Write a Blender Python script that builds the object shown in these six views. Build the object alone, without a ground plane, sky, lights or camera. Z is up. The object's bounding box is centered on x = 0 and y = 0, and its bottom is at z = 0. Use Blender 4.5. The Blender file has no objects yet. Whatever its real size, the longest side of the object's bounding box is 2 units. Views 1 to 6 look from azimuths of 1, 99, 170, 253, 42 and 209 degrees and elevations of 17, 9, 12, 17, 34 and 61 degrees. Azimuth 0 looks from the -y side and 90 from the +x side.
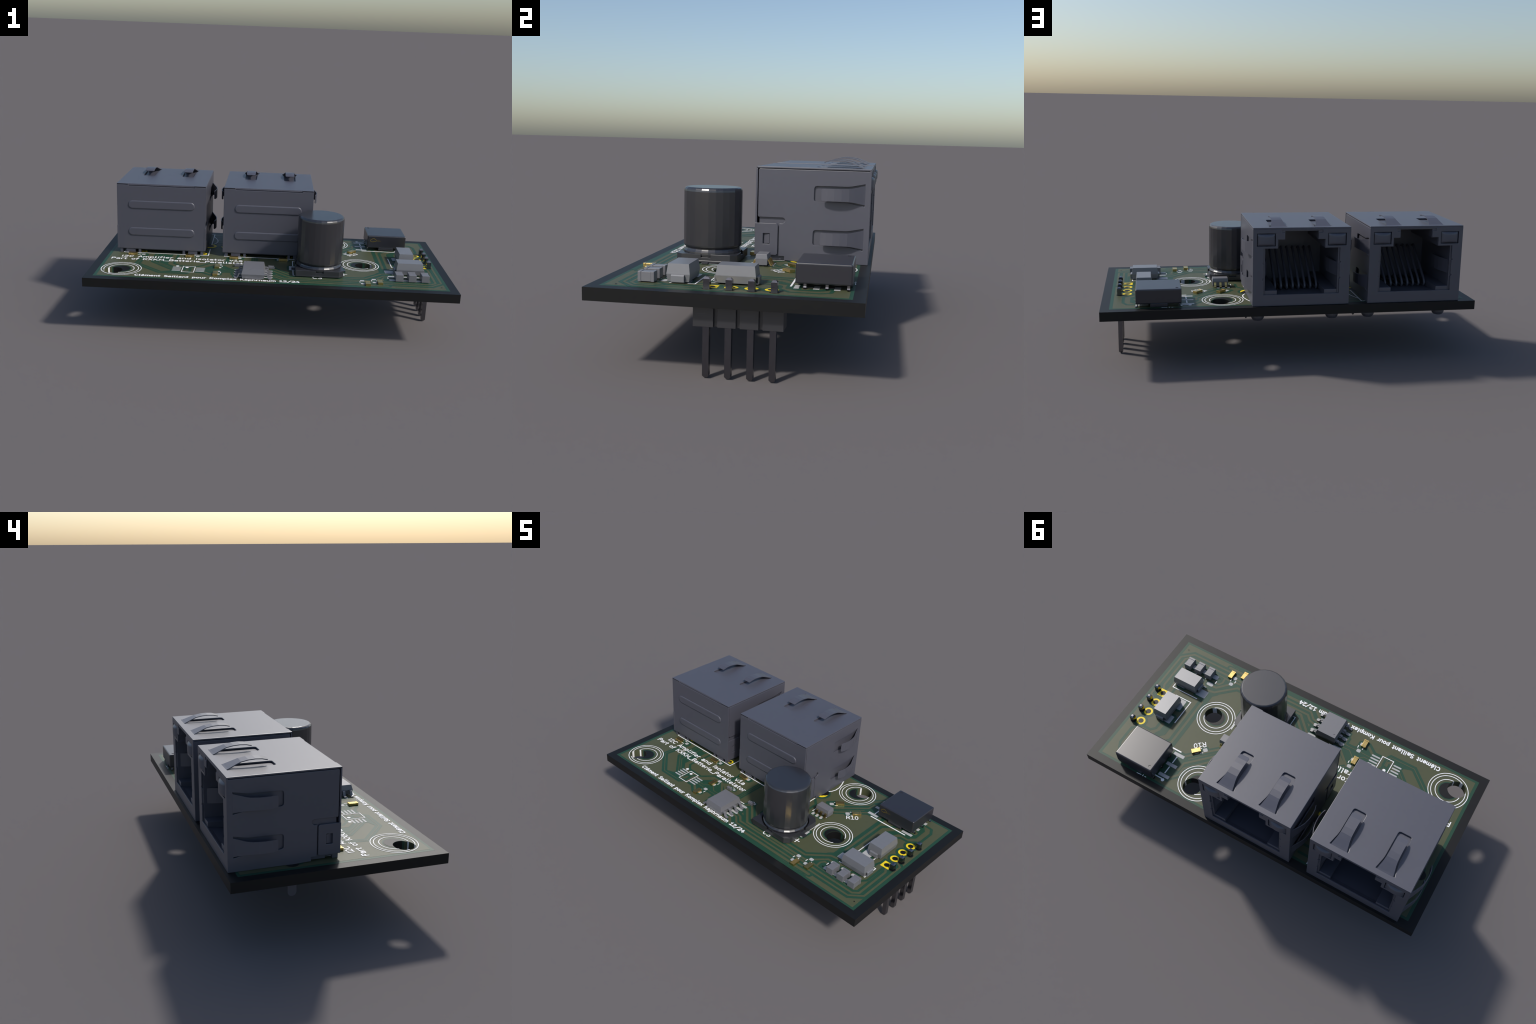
"""Small green circuit board carrying two shielded network jacks, an electrolytic
capacitor, a pin header and surface-mount parts.  Frame: metres, z up, 2 m long."""
import bpy, bmesh, math, random
from mathutils import Vector, Matrix

random.seed(7)
T = 0.3255            # board top
BOT = 0.2765          # board underside
HX, HY = 1.0000, 0.4970   # board half sizes
SX, SY = 0.9555, 0.9125   # the printed artwork is drawn a little smaller than the board
LAYER = 0.0003        # height step between printed layers

# ------------------------------------------------------------------ materials
def material(name, color, rough=0.5, metal=0.0, spec=0.5, speckle=0.0, grain=0.0, coat=0.0):
    m = bpy.data.materials.new(name)
    m.use_nodes = True
    nt = m.node_tree
    b = nt.nodes["Principled BSDF"]
    b.inputs["Roughness"].default_value = rough
    b.inputs["Metallic"].default_value = metal
    b.inputs["Specular IOR Level"].default_value = spec
    b.inputs["Coat Weight"].default_value = coat
    tc = nt.nodes.new("ShaderNodeTexCoord")
    no = nt.nodes.new("ShaderNodeTexNoise")
    no.inputs["Scale"].default_value = 220.0 if speckle else 60.0
    no.inputs["Detail"].default_value = 3.0
    nt.links.new(tc.outputs["Object"], no.inputs["Vector"])
    ramp = nt.nodes.new("ShaderNodeValToRGB")
    g = max(grain, 0.02)
    ramp.color_ramp.elements[0].position = 0.3
    ramp.color_ramp.elements[1].position = 0.7
    ramp.color_ramp.elements[0].color = tuple(c * (1 - g) for c in color) + (1,)
    ramp.color_ramp.elements[1].color = tuple(min(1, c * (1 + g)) for c in color) + (1,)
    nt.links.new(no.outputs["Fac"], ramp.inputs["Fac"])
    nt.links.new(ramp.outputs["Color"], b.inputs["Base Color"])
    if speckle:
        bp = nt.nodes.new("ShaderNodeBump")
        bp.inputs["Strength"].default_value = speckle
        bp.inputs["Distance"].default_value = 0.002
        nt.links.new(no.outputs["Fac"], bp.inputs["Height"])
        nt.links.new(bp.outputs["Normal"], b.inputs["Normal"])
    return m

MAT = {
    "laminate": material("dark_laminate", (0.0058, 0.0058, 0.0058), 0.49, 0.0, 0.33),
    "mask": material("green_solder_mask", (0.0160, 0.0600, 0.0350), 0.49, 0.0, 0.33),
    "copper": material("masked_copper", (0.0725, 0.0800, 0.0410), 0.49, 0.0, 0.33),
    "tin": material("tinned_pad", (0.43, 0.43, 0.43), 0.49, 0.0, 0.33),
    "ring": material("gilded_ring", (0.86, 0.64, 0.020), 0.49, 0.0, 0.33),
    "ink": material("white_ink", (0.86, 0.86, 0.86), 0.49, 0.0, 0.33),
    "shield": material("jack_shield", (0.071, 0.0715, 0.092), 0.41, 0.0, 0.82),
    "plastic": material("jack_plastic", (0.071, 0.0715, 0.092), 0.41, 0.0, 0.82),
    "package": material("chip_package", (0.150, 0.150, 0.163), 0.40, 0.0, 0.8),
    "moulding": material("diode_moulding", (0.158, 0.160, 0.172), 0.40, 0.0, 1.2),
    "can": material("aluminium_can", (0.020, 0.020, 0.024), 0.26, 0.0, 1.1),
    "base": material("capacitor_base", (0.022, 0.022, 0.026), 0.33, 0.0, 1.0),
    "black": material("black_case", (0.0195, 0.0190, 0.0260), 0.31, 0.0, 0.85),
    "pin": material("dark_pin", (0.19, 0.19, 0.21), 0.2, 1.0),
    "header": material("header_plastic", (0.021, 0.021, 0.025), 0.38, 0.0, 1.0),
    "gold": material("gold_terminal", (0.66, 0.47, 0.17), 0.30, 1.0, 0.5, speckle=0.2, grain=0.06),
    "logo": material("gold_print", (0.17, 0.125, 0.015), 0.5),
}

# ------------------------------------------------------------------ objects
SCENE = bpy.context.scene.collection

def empty(name, loc, parent=None):
    o = bpy.data.objects.new(name, None)
    o.location = loc
    SCENE.objects.link(o)
    if parent:
        o.parent = parent
        o.matrix_parent_inverse = Matrix.Identity(4)
    return o

def attach(o, parent):
    """parent without moving: geometry is in world coordinates of the thing"""
    if parent is not None:
        o.parent = parent
    return o

def mesh_obj(name, data, mats, parent, bevel=0.0, smooth=False, seg=2, loc=None, kind=None):
    """data = (verts, faces[, material index per face]) or an existing mesh"""
    if isinstance(data, bpy.types.Mesh):
        me = data
    else:
        me = bpy.data.meshes.new(name)
        me.from_pydata(data[0], [], data[1])
        if len(data) > 2:
            me.polygons.foreach_set("material_index", data[2])
        bm = bmesh.new(); bm.from_mesh(me)
        bmesh.ops.remove_doubles(bm, verts=bm.verts, dist=1e-6)
        bmesh.ops.recalc_face_normals(bm, faces=bm.faces)
        bm.to_mesh(me); bm.free()
    if not me.materials:
        for m in (mats if isinstance(mats, (list, tuple)) else [mats]):
            me.materials.append(MAT[m])
    if smooth:
        for p in me.polygons:
            p.use_smooth = True
    o = bpy.data.objects.new(name, me)
    SCENE.objects.link(o)
    if loc:
        o.location = loc
    attach(o, parent)
    if bevel:
        b = o.modifiers.new("rounded_edges", "BEVEL")
        b.width = bevel; b.segments = seg; b.limit_method = "ANGLE"
        b.angle_limit = math.radians(40)
    if kind:
        o["kind"] = kind
    return o

# ------------------------------------------------------------------ geometry builders
class Geo:
    def __init__(s):
        s.v, s.f, s.m = [], [], []
    def add(s, verts, faces, mat=0):
        n = len(s.v)
        s.v += [tuple(p) for p in verts]
        s.f += [tuple(i + n for i in f) for f in faces]
        s.m += [mat] * len(faces)
        return s
    def box(s, x0, x1, y0, y1, z0, z1, mat=0):
        return s.add([(x, y, z) for z in (z0, z1) for x, y in ((x0, y0), (x1, y0), (x1, y1), (x0, y1))],
                     [(3, 2, 1, 0), (4, 5, 6, 7), (0, 1, 5, 4), (1, 2, 6, 5), (2, 3, 7, 6), (3, 0, 4, 7)], mat)
    def loft(s, loops, cap=True, mat=0):
        k = len(loops[0]); v = [p for l in loops for p in l]; f = []
        for i in range(len(loops) - 1):
            for j in range(k):
                a, b = i * k + j, i * k + (j + 1) % k
                f.append((a, b, b + k, a + k))
        if cap:
            f.append(tuple(reversed(range(k))))
            f.append(tuple(range((len(loops) - 1) * k, len(loops) * k)))
        return s.add(v, f, mat)
    def lathe(s, prof, cx, cy, n, phase=0.0, mat=0):
        loops = [[(cx + r * math.cos(phase + 2 * math.pi * i / n), cy + r * math.sin(phase + 2 * math.pi * i / n), z)
                  for i in range(n)] for r, z in prof]
        return s.loft(loops, True, mat)
    def out(s):
        return (s.v, s.f, s.m)

def circle(cx, cy, r, n=48, a0=0.0, ry=None):
    ry = r if ry is None else ry
    return [(cx + r * math.cos(a0 + 2 * math.pi * i / n), cy + ry * math.sin(a0 + 2 * math.pi * i / n)) for i in range(n)]

def rect(x0, x1, y0, y1):
    return [(x0, y0), (x1, y0), (x1, y1), (x0, y1)]

def round_rect(x0, x1, y0, y1, r, n=4):
    out = []
    for cx, cy, a in ((x1 - r, y0 + r, -90), (x1 - r, y1 - r, 0), (x0 + r, y1 - r, 90), (x0 + r, y0 + r, 180)):
        for i in range(n + 1):
            t = math.radians(a + 90 * i / n)
            out.append((cx + r * math.cos(t), cy + r * math.sin(t)))
    return out

def filled(outlines, z0, z1, put=lambda x, y, z: (x, y, z)):
    """plate with holes: first outline is the border, the others are holes"""
    cu = bpy.data.curves.new("plate_outline", "CURVE")
    cu.dimensions = "2D"; cu.fill_mode = "BOTH"; cu.extrude = (z1 - z0) / 2
    for pts in outlines:
        sp = cu.splines.new("POLY")
        sp.points.add(len(pts) - 1)
        for p, q in zip(sp.points, pts):
            p.co = (q[0], q[1], 0, 1)
        sp.use_cyclic_u = True
    o = bpy.data.objects.new("plate_outline", cu)
    SCENE.objects.link(o)
    dg = bpy.context.evaluated_depsgraph_get()
    me = bpy.data.meshes.new_from_object(o.evaluated_get(dg))
    zc = (z0 + z1) / 2
    v = [put(p.co.x, p.co.y, p.co.z + zc) for p in me.vertices]
    f = [tuple(p.vertices) for p in me.polygons]
    bpy.data.objects.remove(o); bpy.data.curves.remove(cu); bpy.data.meshes.remove(me)
    return v, f

def sweep(path, half, thick, axis):
    """flat strip along a path: path = [(u, z)], half widths per point, extruded across `axis`
    thickness is laid under the path"""
    n = len(path); loops = []
    for i, (u, z) in enumerate(path):
        a = path[max(i - 1, 0)]; b = path[min(i + 1, n - 1)]
        d = Vector((b[0] - a[0], b[1] - a[1])).normalized()
        nx, nz = -d.y, d.x
        h = half[i] if isinstance(half, (list, tuple)) else half
        q = (u - nx * thick, z - nz * thick)
        if axis == "x":     # strip runs in y-z, width along x
            loops.append([(-h, u, z), (h, u, z), (h, q[0], q[1]), (-h, q[0], q[1])])
        else:               # strip runs in x-z, width along y
            loops.append([(u, -h, z), (u, h, z), (q[0], h, q[1]), (q[0], -h, q[1])])
    return loops

def tube(path, r, n=6):
    """round wire through 3D points"""
    loops = []
    for i, p in enumerate(path):
        a = Vector(path[max(i - 1, 0)]); b = Vector(path[min(i + 1, len(path) - 1)])
        d = (b - a).normalized()
        u = d.cross(Vector((1, 0, 0))).normalized(); w = d.cross(u)
        loops.append([tuple(Vector(p) + u * (r * math.cos(2 * math.pi * k / n)) + w * (r * math.sin(2 * math.pi * k / n)))
                      for k in range(n)])
    return loops

# ------------------------------------------------------------------ printed artwork
HOLES = [(0.5351, -0.0786, 0.0508), (0.3832, 0.3684, 0.0508), (-0.8656, -0.3490, 0.0508)]

class Print:
    """collects thin printed shapes on the board top; every stroke is set a hair
    above the one before it, so that no two lie on the same plane"""
    def __init__(s, level):
        s.g = Geo(); s.z = T + LAYER * level; s.k = 0
    def lift(s):
        s.k += 1
        return s.z + s.k * 1.5e-6
    def poly(s, pts):
        z = s.lift()
        s.g.add([(x, y, z) for x, y in pts], [tuple(range(len(pts)))])
    def line(s, pts, w, closed=False, cap=True, clip=True):
        pts = [Vector(p) for p in pts]
        n = len(pts); h = w / 2
        if n < 2:
            return
        L, R = [], []
        for i, p in enumerate(pts):
            a = pts[(i - 1) % n] if (closed or i > 0) else None
            b = pts[(i + 1) % n] if (closed or i < n - 1) else None
            d1 = (p - a).normalized() if a is not None else (b - p).normalized()
            d2 = (b - p).normalized() if b is not None else d1
            n1 = Vector((-d1.y, d1.x)); n2 = Vector((-d2.y, d2.x))
            m = n1 + n2
            m = m.normalized() if m.length > 1e-6 else n1
            k = h / max(m.dot(n1), 0.45)
            L.append(p + m * k); R.append(p - m * k)
        z = s.lift()
        v = [(q.x, q.y, z) for q in L] + [(q.x, q.y, z) for q in R]
        f = []
        for i in range(n if closed else n - 1):
            j = (i + 1) % n
            c = (pts[i] + pts[j]) / 2
            if clip and any((c.x - hx) ** 2 + (c.y - hy) ** 2 < hr * hr for hx, hy, hr in HOLES):
                continue
            f.append((i, n + i, n + j, j))
        s.g.add(v, f)
        if cap and not closed:
            for p, q in ((pts[0], pts[1]), (pts[-1], pts[-2])):
                d = (p - q).normalized(); a0 = math.atan2(d.y, d.x)
                arc = [(p.x + h * math.cos(a0 + t), p.y + h * math.sin(a0 + t), z + 7e-7)
                       for t in [math.radians(-90 + 30 * i) for i in range(7)]]
                s.g.add(arc, [tuple(range(7))])
    def ring(s, cx, cy, r, w, n=96, ry=None):
        s.line(circle(cx, cy, r, n, ry=ry), w, closed=True)
    def lune(s, cx, cy, rx, ry, hole):
        """the part of an ellipse that a drilled hole leaves standing"""
        hx, hy, hr = hole
        z = s.lift()
        n = 160
        ins = lambda x, y: (x - hx) ** 2 + (y - hy) ** 2 < hr * hr
        ang = [2 * math.pi * i / n for i in range(n)]
        P = [(cx + rx * math.cos(a), cy + ry * math.sin(a)) for a in ang]
        st = [i for i in range(n) if not ins(*P[i]) and ins(*P[i - 1])]
        if not st:
            return
        i0 = st[0]; arc = []
        while not ins(*P[i0 % n]) and len(arc) < n:
            arc.append(P[i0 % n]); i0 += 1
        a0 = math.atan2(arc[0][1] - hy, arc[0][0] - hx); a1 = math.atan2(arc[-1][1] - hy, arc[-1][0] - hx)
        # inner arc runs the short way round inside the ellipse
        d = (a1 - a0) % (2 * math.pi)
        mid = a0 + d / 2
        mx, my = hx + hr * math.cos(mid), hy + hr * math.sin(mid)
        if ((mx - cx) / rx) ** 2 + ((my - cy) / ry) ** 2 > 1:
            d -= 2 * math.pi
        k = len(arc)
        inn = [(hx + hr * math.cos(a0 + d * i / (k - 1)), hy + hr * math.sin(a0 + d * i / (k - 1))) for i in range(k)]
        s.g.add([(x, y, z) for x, y in arc + inn], [(i, i + 1, k + i + 1, k + i) for i in range(k - 1)])
    def out(s):
        return s.g.out()

# ---- stroke lettering: cap height 1, base line 0
def arc(cx, cy, rx, ry, a0, a1, n=9):
    return [(cx + rx * math.cos(math.radians(a0 + (a1 - a0) * i / n)), cy + ry * math.sin(math.radians(a0 + (a1 - a0) * i / n)))
            for i in range(n + 1)]

X = 0.68    # height of small letters
def bowl(cx, w=0.25):
    return arc(cx, X / 2, w, X / 2, 0, 360, 14)
GLYPH = {
    " ": (0.62, []),
    "I": (0.40, [[(0.2, 0), (0.2, 1)]]),
    "1": (0.78, [[(0.14, 0.78), (0.27, 0.84), (0.40, 1), (0.40, 0)], [(0.12, 0), (0.68, 0)]]),
    "2": (0.82, [arc(0.40, 0.73, 0.27, 0.27, 165, -25) + [(0.12, 0), (0.70, 0)]]),
    "3": (0.82, [arc(0.38, 0.76, 0.25, 0.24, 150, -80) + arc(0.38, 0.27, 0.29, 0.27, 80, -150)]),
    "4": (0.82, [[(0.56, 0), (0.56, 0.68)], [(0.46, 1), (0.10, 0.30), (0.74, 0.30)]]),
    "0": (0.82, [arc(0.40, 0.5, 0.27, 0.5, 0, 360, 18)]),
    "/": (0.86, [[(0.10, -0.22), (0.76, 1.06)]]),
    "_": (0.74, [[(-0.04, -0.12), (0.78, -0.12)]]),
    "A": (0.80, [[(0.08, 0), (0.40, 1), (0.72, 0)], [(0.19, 0.30), (0.61, 0.30)]]),
    "B": (0.88, [[(0.15, 0), (0.15, 1)], [(0.15, 1), (0.45, 1)] + arc(0.45, 0.76, 0.24, 0.24, 90, -90) + [(0.15, 0.52)],
                 [(0.45, 0.52)] + arc(0.47, 0.26, 0.27, 0.26, 90, -90) + [(0.15, 0)]]),
    "C": (0.88, [arc(0.47, 0.5, 0.33, 0.5, 48, 312, 14)]),
    "K": (0.88, [[(0.15, 0), (0.15, 1)], [(0.72, 1), (0.15, 0.42)], [(0.30, 0.57), (0.76, 0)]]),
    "M": (0.98, [[(0.14, 0), (0.14, 1), (0.48, 0.30), (0.82, 1), (0.82, 0)]]),
    "P": (0.86, [[(0.15, 0), (0.15, 1)], [(0.15, 1), (0.46, 1)] + arc(0.46, 0.74, 0.26, 0.26, 90, -90) + [(0.15, 0.48)]]),
    "R": (0.88, [[(0.15, 0), (0.15, 1)], [(0.15, 1), (0.46, 1)] + arc(0.46, 0.74, 0.26, 0.26, 90, -90) + [(0.15, 0.48)], [(0.42, 0.48), (0.74, 0)]]),
    "S": (0.84, [arc(0.42, 0.76, 0.27, 0.24, 35, 235, 9) + arc(0.42, 0.26, 0.30, 0.26, 70, -145, 10)]),
    "X": (0.84, [[(0.10, 0), (0.72, 1)], [(0.10, 1), (0.72, 0)]]),
    "a": (0.76, [arc(0.34, X * 0.70, 0.24, X * 0.30, 140, 0, 6) + [(0.58, 0)],
                 [(0.58, X * 0.55), (0.32, X * 0.55)] + arc(0.32, X * 0.27, 0.22, X * 0.28, 90, 290, 8) + [(0.58, 0.14)]]),
    "d": (0.78, [bowl(0.35), [(0.60, 0), (0.60, 1.03)]]),
    "e": (0.76, [[(0.10, X * 0.5), (0.60, X * 0.5)], arc(0.36, X / 2, 0.25, X / 2, 12, 310, 14)]),
    "f": (0.50, [[(0.20, 0), (0.20, 0.78)] + arc(0.40, 0.80, 0.20, 0.22, 180, 90, 4), [(0.06, X), (0.42, X)]]),
    "h": (0.78, [[(0.14, 0), (0.14, 1.03)], [(0.14, 0.45)] + arc(0.37, X - 0.24, 0.23, 0.24, 160, 0, 7) + [(0.60, 0)]]),
    "i": (0.40, [[(0.2, 0), (0.2, X)], [(0.2, 0.94), (0.2, 1.0)]]),
    "l": (0.46, [[(0.18, 1.03), (0.18, 0.14)] + arc(0.32, 0.14, 0.14, 0.14, 180, 270, 4)]),
    "m": (1.10, [[(0.14, 0), (0.14, X)], arc(0.345, X - 0.205, 0.205, 0.205, 180, 0, 7) + [(0.55, 0)],
                 arc(0.755, X - 0.205, 0.205, 0.205, 180, 0, 7) + [(0.96, 0)]]),
    "n": (0.78, [[(0.14, 0), (0.14, X)], arc(0.37, X - 0.24, 0.23, 0.24, 180, 0, 8) + [(0.60, 0)]]),
    "o": (0.76, [bowl(0.37)]),
    "p": (0.78, [[(0.14, -0.33), (0.14, X)], bowl(0.39)]),
    "r": (0.54, [[(0.14, 0), (0.14, X)], arc(0.38, X - 0.26, 0.24, 0.26, 170, 75, 5)]),
    "s": (0.68, [arc(0.33, X * 0.75, 0.20, X * 0.25, 35, 240, 8) + arc(0.33, X * 0.25, 0.22, X * 0.25, 70, -145, 8)]),
    "t": (0.54, [[(0.20, 0.95), (0.20, 0.16)] + arc(0.36, 0.16, 0.16, 0.16, 180, 275, 4), [(0.06, X), (0.42, X)]]),
    "u": (0.78, [[(0.14, X)] + arc(0.37, 0.24, 0.23, 0.24, 180, 360, 8) + [(0.60, X)], [(0.60, X), (0.60, 0)]]),
    "v": (0.70, [[(0.08, X), (0.34, 0), (0.60, X)]]),
    "x": (0.70, [[(0.08, X), (0.58, 0)], [(0.08, 0), (0.58, X)]]),
}
GLYPH["\u00e9"] = (GLYPH["e"][0], GLYPH["e"][1] + [[(0.32, 0.84), (0.46, 1.02)]])

def lettering(pr, text, origin, size, length, weight, direction=(1, 0), up=(0, 1)):
    """write `text` with round-ended strokes so that it fills `length`"""
    total = sum(GLYPH[c][0] for c in text)
    k = length / (total * size)
    u = Vector(direction); w = Vector(up); o = Vector(origin)
    x = 0.0
    for c in text:
        adv, strokes = GLYPH[c]
        for st in strokes:
            pts = [o + u * ((x + px) * size * k) + w * (py * size) for px, py in st]
            loop = len(pts) > 3 and (pts[0] - pts[-1]).length < 1e-5
            pr.line(pts[:-1] if loop else pts, weight, closed=loop, clip=False)
        x += adv

# ================================================================== the thing
root = empty("circuit_board_module", (0, 0, 0))
root["label"] = "green circuit board with two grey network jacks and a capacitor"
root["category"] = "circuit board"

# ------------------------------------------------------------------ board
def build_board():
    v, f = filled([rect(-HX, HX, -HY, HY)] + [circle(x, y, r, 96) for x, y, r in HOLES], BOT, T)
    mats = []
    for face in f:
        pts = [v[i] for i in face]
        c = Vector((sum(p[0] for p in pts), sum(p[1] for p in pts), 0)) / len(pts)
        mi = 0
        flat = max(p[2] for p in pts) - min(p[2] for p in pts) < 1e-5
        if not flat:
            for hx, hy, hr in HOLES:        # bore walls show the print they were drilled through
                if (c.x - hx) ** 2 + (c.y - hy) ** 2 < (hr * 1.05) ** 2:
                    d = math.hypot((c.x - hx * SX) / SX, (c.y - hy * SY) / SY)
                    mi = 0 if d < 0.0535 else 1 if d < 0.0605 else 2
                    if abs(d - 0.0745) < 0.0028 or abs(d - 0.1005) < 0.0028:
                        mi = 3
        mats.append(mi)
    return mesh_obj("board", (v, f, mats), ["laminate", "mask", "copper", "ink"], root)
board = build_board()

hole_rings = [circle(x, y, r, 96) for x, y, r in HOLES]
mesh_obj("solder_mask", filled([rect(-0.9545, 0.9545, -0.4525, 0.4525)] + hole_rings, T + 1e-5, T + LAYER), "mask", board)
pour = [(-0.9375, -0.4390), (0.020, -0.4390), (0.020, -0.4300), (0.026, -0.4220), (0.625, -0.4220), (0.626, -0.4390),
        (0.9375, -0.4390), (0.9375, 0.4390), (-0.9375, 0.4390)]
mesh_obj("copper_pour", filled([pour] + hole_rings, T + LAYER + 1e-5, T + 2 * LAYER), "copper", board)

gap = Print(3)        # green clearances
trace = Print(4)      # copper tracks under mask
pads = Print(5)       # tinned pads
gold = Print(5)       # gilded rings
drill = Print(6)      # drilled holes seen as dark discs
ink = Print(6.4)      # white lines

CL = 0.0145           # clearance on each side of a track
def track(pts, w=0.0130, cl=CL):
    gap.line(pts, w + 2 * cl)
    trace.line(pts, w)

# bus from the eight-pin chip towards the pin header
track([(0.0, -0.377), (0.041, -0.4145), (0.630, -0.4145)], 0.0165, 0.012)
track([(-0.005, -0.345), (0.026, -0.349), (0.064, -0.387), (0.869, -0.389), (0.930, -0.335), (0.930, -0.023), (0.872, 0.014)], 0.0115)
track([(0.005, -0.322), (0.040, -0.331), (0.070, -0.360), (0.871, -0.360), (0.8995, -0.335), (0.8995, -0.113), (0.884, -0.085)], 0.0125)
track([(0.015, -0.250), (0.105, -0.3405), (0.543, -0.3405), (0.626, -0.250), (0.665, -0.250)], 0.0135)
track([(-0.022, -0.243), (0.010, -0.205), (0.116, -0.3125), (0.516, -0.3115), (0.617, -0.217), (0.70, -0.200)], 0.0135)
gap.line([(0.06, -0.4375), (0.615, -0.4375)], 0.030)
for p in [[(0.10, -0.374), (0.86, -0.3745)], [(0.09, -0.4005), (0.86, -0.402)], [(0.13, -0.3265), (0.54, -0.3265)]]:
    gap.line(p, 0.012)
# power track from the square pad down to the diodes
gap.line([(0.862, -0.060), (0.849, -0.095), (0.849, -0.225), (0.828, -0.252), (0.79, -0.252)], 0.056)
trace.line([(0.862, -0.060), (0.849, -0.095), (0.849, -0.225), (0.828, -0.252), (0.79, -0.252)], 0.028)
# right-hand side verticals
gap.line([(0.5985, -0.215), (0.622, -0.190), (0.622, 0.255), (0.60, 0.285)], 0.0225)
gap.line([(0.656, -0.16), (0.656, 0.185), (0.722, 0.252), (0.80, 0.252)], 0.0175)
gap.poly([(0.61, -0.225), (0.67, -0.225), (0.665, -0.135), (0.628, -0.125)])
gap.line([(0.768, 0.120), (0.768, 0.160), (0.790, 0.183), (0.838, 0.183), (0.888, 0.226), (0.888, 0.335), (0.868, 0.372), (0.60, 0.405)], 0.0155)
gap.line([(0.706, 0.05), (0.706, 0.160), (0.752, 0.2125), (0.822, 0.2125)], 0.018)
gap.poly([(0.699, 0.06), (0.740, 0.06), (0.740, 0.16), (0.765, 0.207), (0.740, 0.219), (0.699, 0.172)])
gap.poly([(0.755, 0.221), (0.833, 0.221), (0.852, 0.240), (0.852, 0.330), (0.818, 0.372), (0.790, 0.372), (0.790, 0.345), (0.815, 0.338), (0.815, 0.295), (0.835, 0.288), (0.835, 0.262), (0.755, 0.256)])
# converter pads to the resistor network (tracks at 45 degrees)
for a in ([(0.372, 0.178), (0.486, 0.300), (0.486, 0.347), (0.520, 0.385)],
          [(0.345, 0.111), (0.502, 0.272), (0.505, 0.320), (0.530, 0.322)],
          [(0.380, 0.094), (0.470, 0.180), (0.525, 0.236)]):
    track(a, 0.0125, 0.0115)
gap.line([(0.300, 0.140), (0.330, 0.175), (0.37, 0.198)], 0.030)
gap.line([(0.224, 0.110), (0.262, 0.072), (0.262, 0.01)], 0.015)
gap.poly([(0.505, 0.215), (0.595, 0.215), (0.595, 0.416), (0.515, 0.416), (0.505, 0.36), (0.492, 0.32), (0.492, 0.25)])
# left-hand side: thin signal tracks around the unfitted eight-pin footprint
track([(-0.737, -0.040), (-0.742, -0.090), (-0.758, -0.218), (-0.612, -0.3475), (-0.470, -0.3475), (-0.459, -0.330), (-0.459, -0.285)], 0.0045)
track([(-0.670, -0.023), (-0.672, -0.168), (-0.550, -0.287)], 0.0045)
track([(-0.634, -0.032), (-0.639, -0.182), (-0.552, -0.267)], 0.0045)
track([(-0.567, -0.029), (-0.573, -0.196), (-0.530, -0.238), (-0.500, -0.252)], 0.0255, 0.014)
gap.poly([(-0.668, -0.03), (-0.585, -0.03), (-0.590, -0.190), (-0.545, -0.245), (-0.552, -0.290), (-0.575, -0.285), (-0.660, -0.180)])
trace.line([(-0.670, -0.023), (-0.672, -0.168), (-0.550, -0.287)], 0.0045)
trace.line([(-0.634, -0.032), (-0.639, -0.182), (-0.552, -0.267)], 0.0045)
trace.line([(-0.567, -0.029), (-0.573, -0.196), (-0.530, -0.238), (-0.500, -0.252)], 0.0255)
gap.poly([(-0.611, -0.335), (-0.562, -0.318), (-0.553, -0.300), (-0.500, -0.300), (-0.500, -0.343), (-0.603, -0.343)])
gap.line([(-0.5455, -0.240), (-0.490, -0.240)], 0.010)
gap.line([(-0.530, -0.223), (-0.412, -0.226), (-0.355, -0.162), (-0.297, -0.160), (-0.262, -0.130), (-0.255, -0.060), (-0.262, -0.040)], 0.013)
gap.poly([(-0.415, -0.258), (-0.385, -0.255), (-0.325, -0.192), (-0.285, -0.190), (-0.265, -0.180), (-0.205, -0.225), (-0.205, -0.345),
          (-0.222, -0.345), (-0.222, -0.310), (-0.262, -0.310), (-0.270, -0.320), (-0.270, -0.355), (-0.296, -0.372), (-0.333, -0.372),
          (-0.382, -0.334), (-0.420, -0.334)])
for p, w in (([(-0.366, -0.273), (-0.336, -0.273), (-0.305, -0.243)], 0.0040), ([(-0.368, -0.290), (-0.300, -0.293), (-0.212, -0.292)], 0.0040),
             ([(-0.370, -0.313), (-0.334, -0.343), (-0.310, -0.345)], 0.0145), ([(-0.287, -0.236), (-0.247, -0.272), (-0.205, -0.271)], 0.0045),
             ([(-0.279, -0.173), (-0.200, -0.250)], 0.0130), ([(-0.400, -0.250), (-0.345, -0.192), (-0.300, -0.177)], 0.0220),
             ([(-0.208, -0.339), (-0.207, -0.296), (-0.225, -0.2925)], 0.0040)):
    trace.line(p, w)
track([(-0.277, -0.171), (-0.245, -0.143), (-0.239, -0.050)], 0.0045, 0.0095)
track([(-0.116, -0.225), (-0.1035, -0.200), (-0.1045, -0.012)], 0.0035, 0.011)
track([(-0.105, -0.225), (-0.0915, -0.204), (-0.0925, -0.012)], 0.0035, 0.011)
gap.line([(-0.098, -0.225), (-0.098, -0.012)], 0.010)
trace.line([(-0.1035, -0.215), (-0.1045, -0.012)], 0.0035)
trace.line([(-0.0915, -0.215), (-0.0925, -0.012)], 0.0035)
gap.line([(-0.440, -0.245), (-0.452, -0.262), (-0.457, -0.325)], 0.012)
gap.line([(-0.185, -0.062), (-0.166, -0.054), (-0.162, -0.028)], 0.010)
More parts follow.
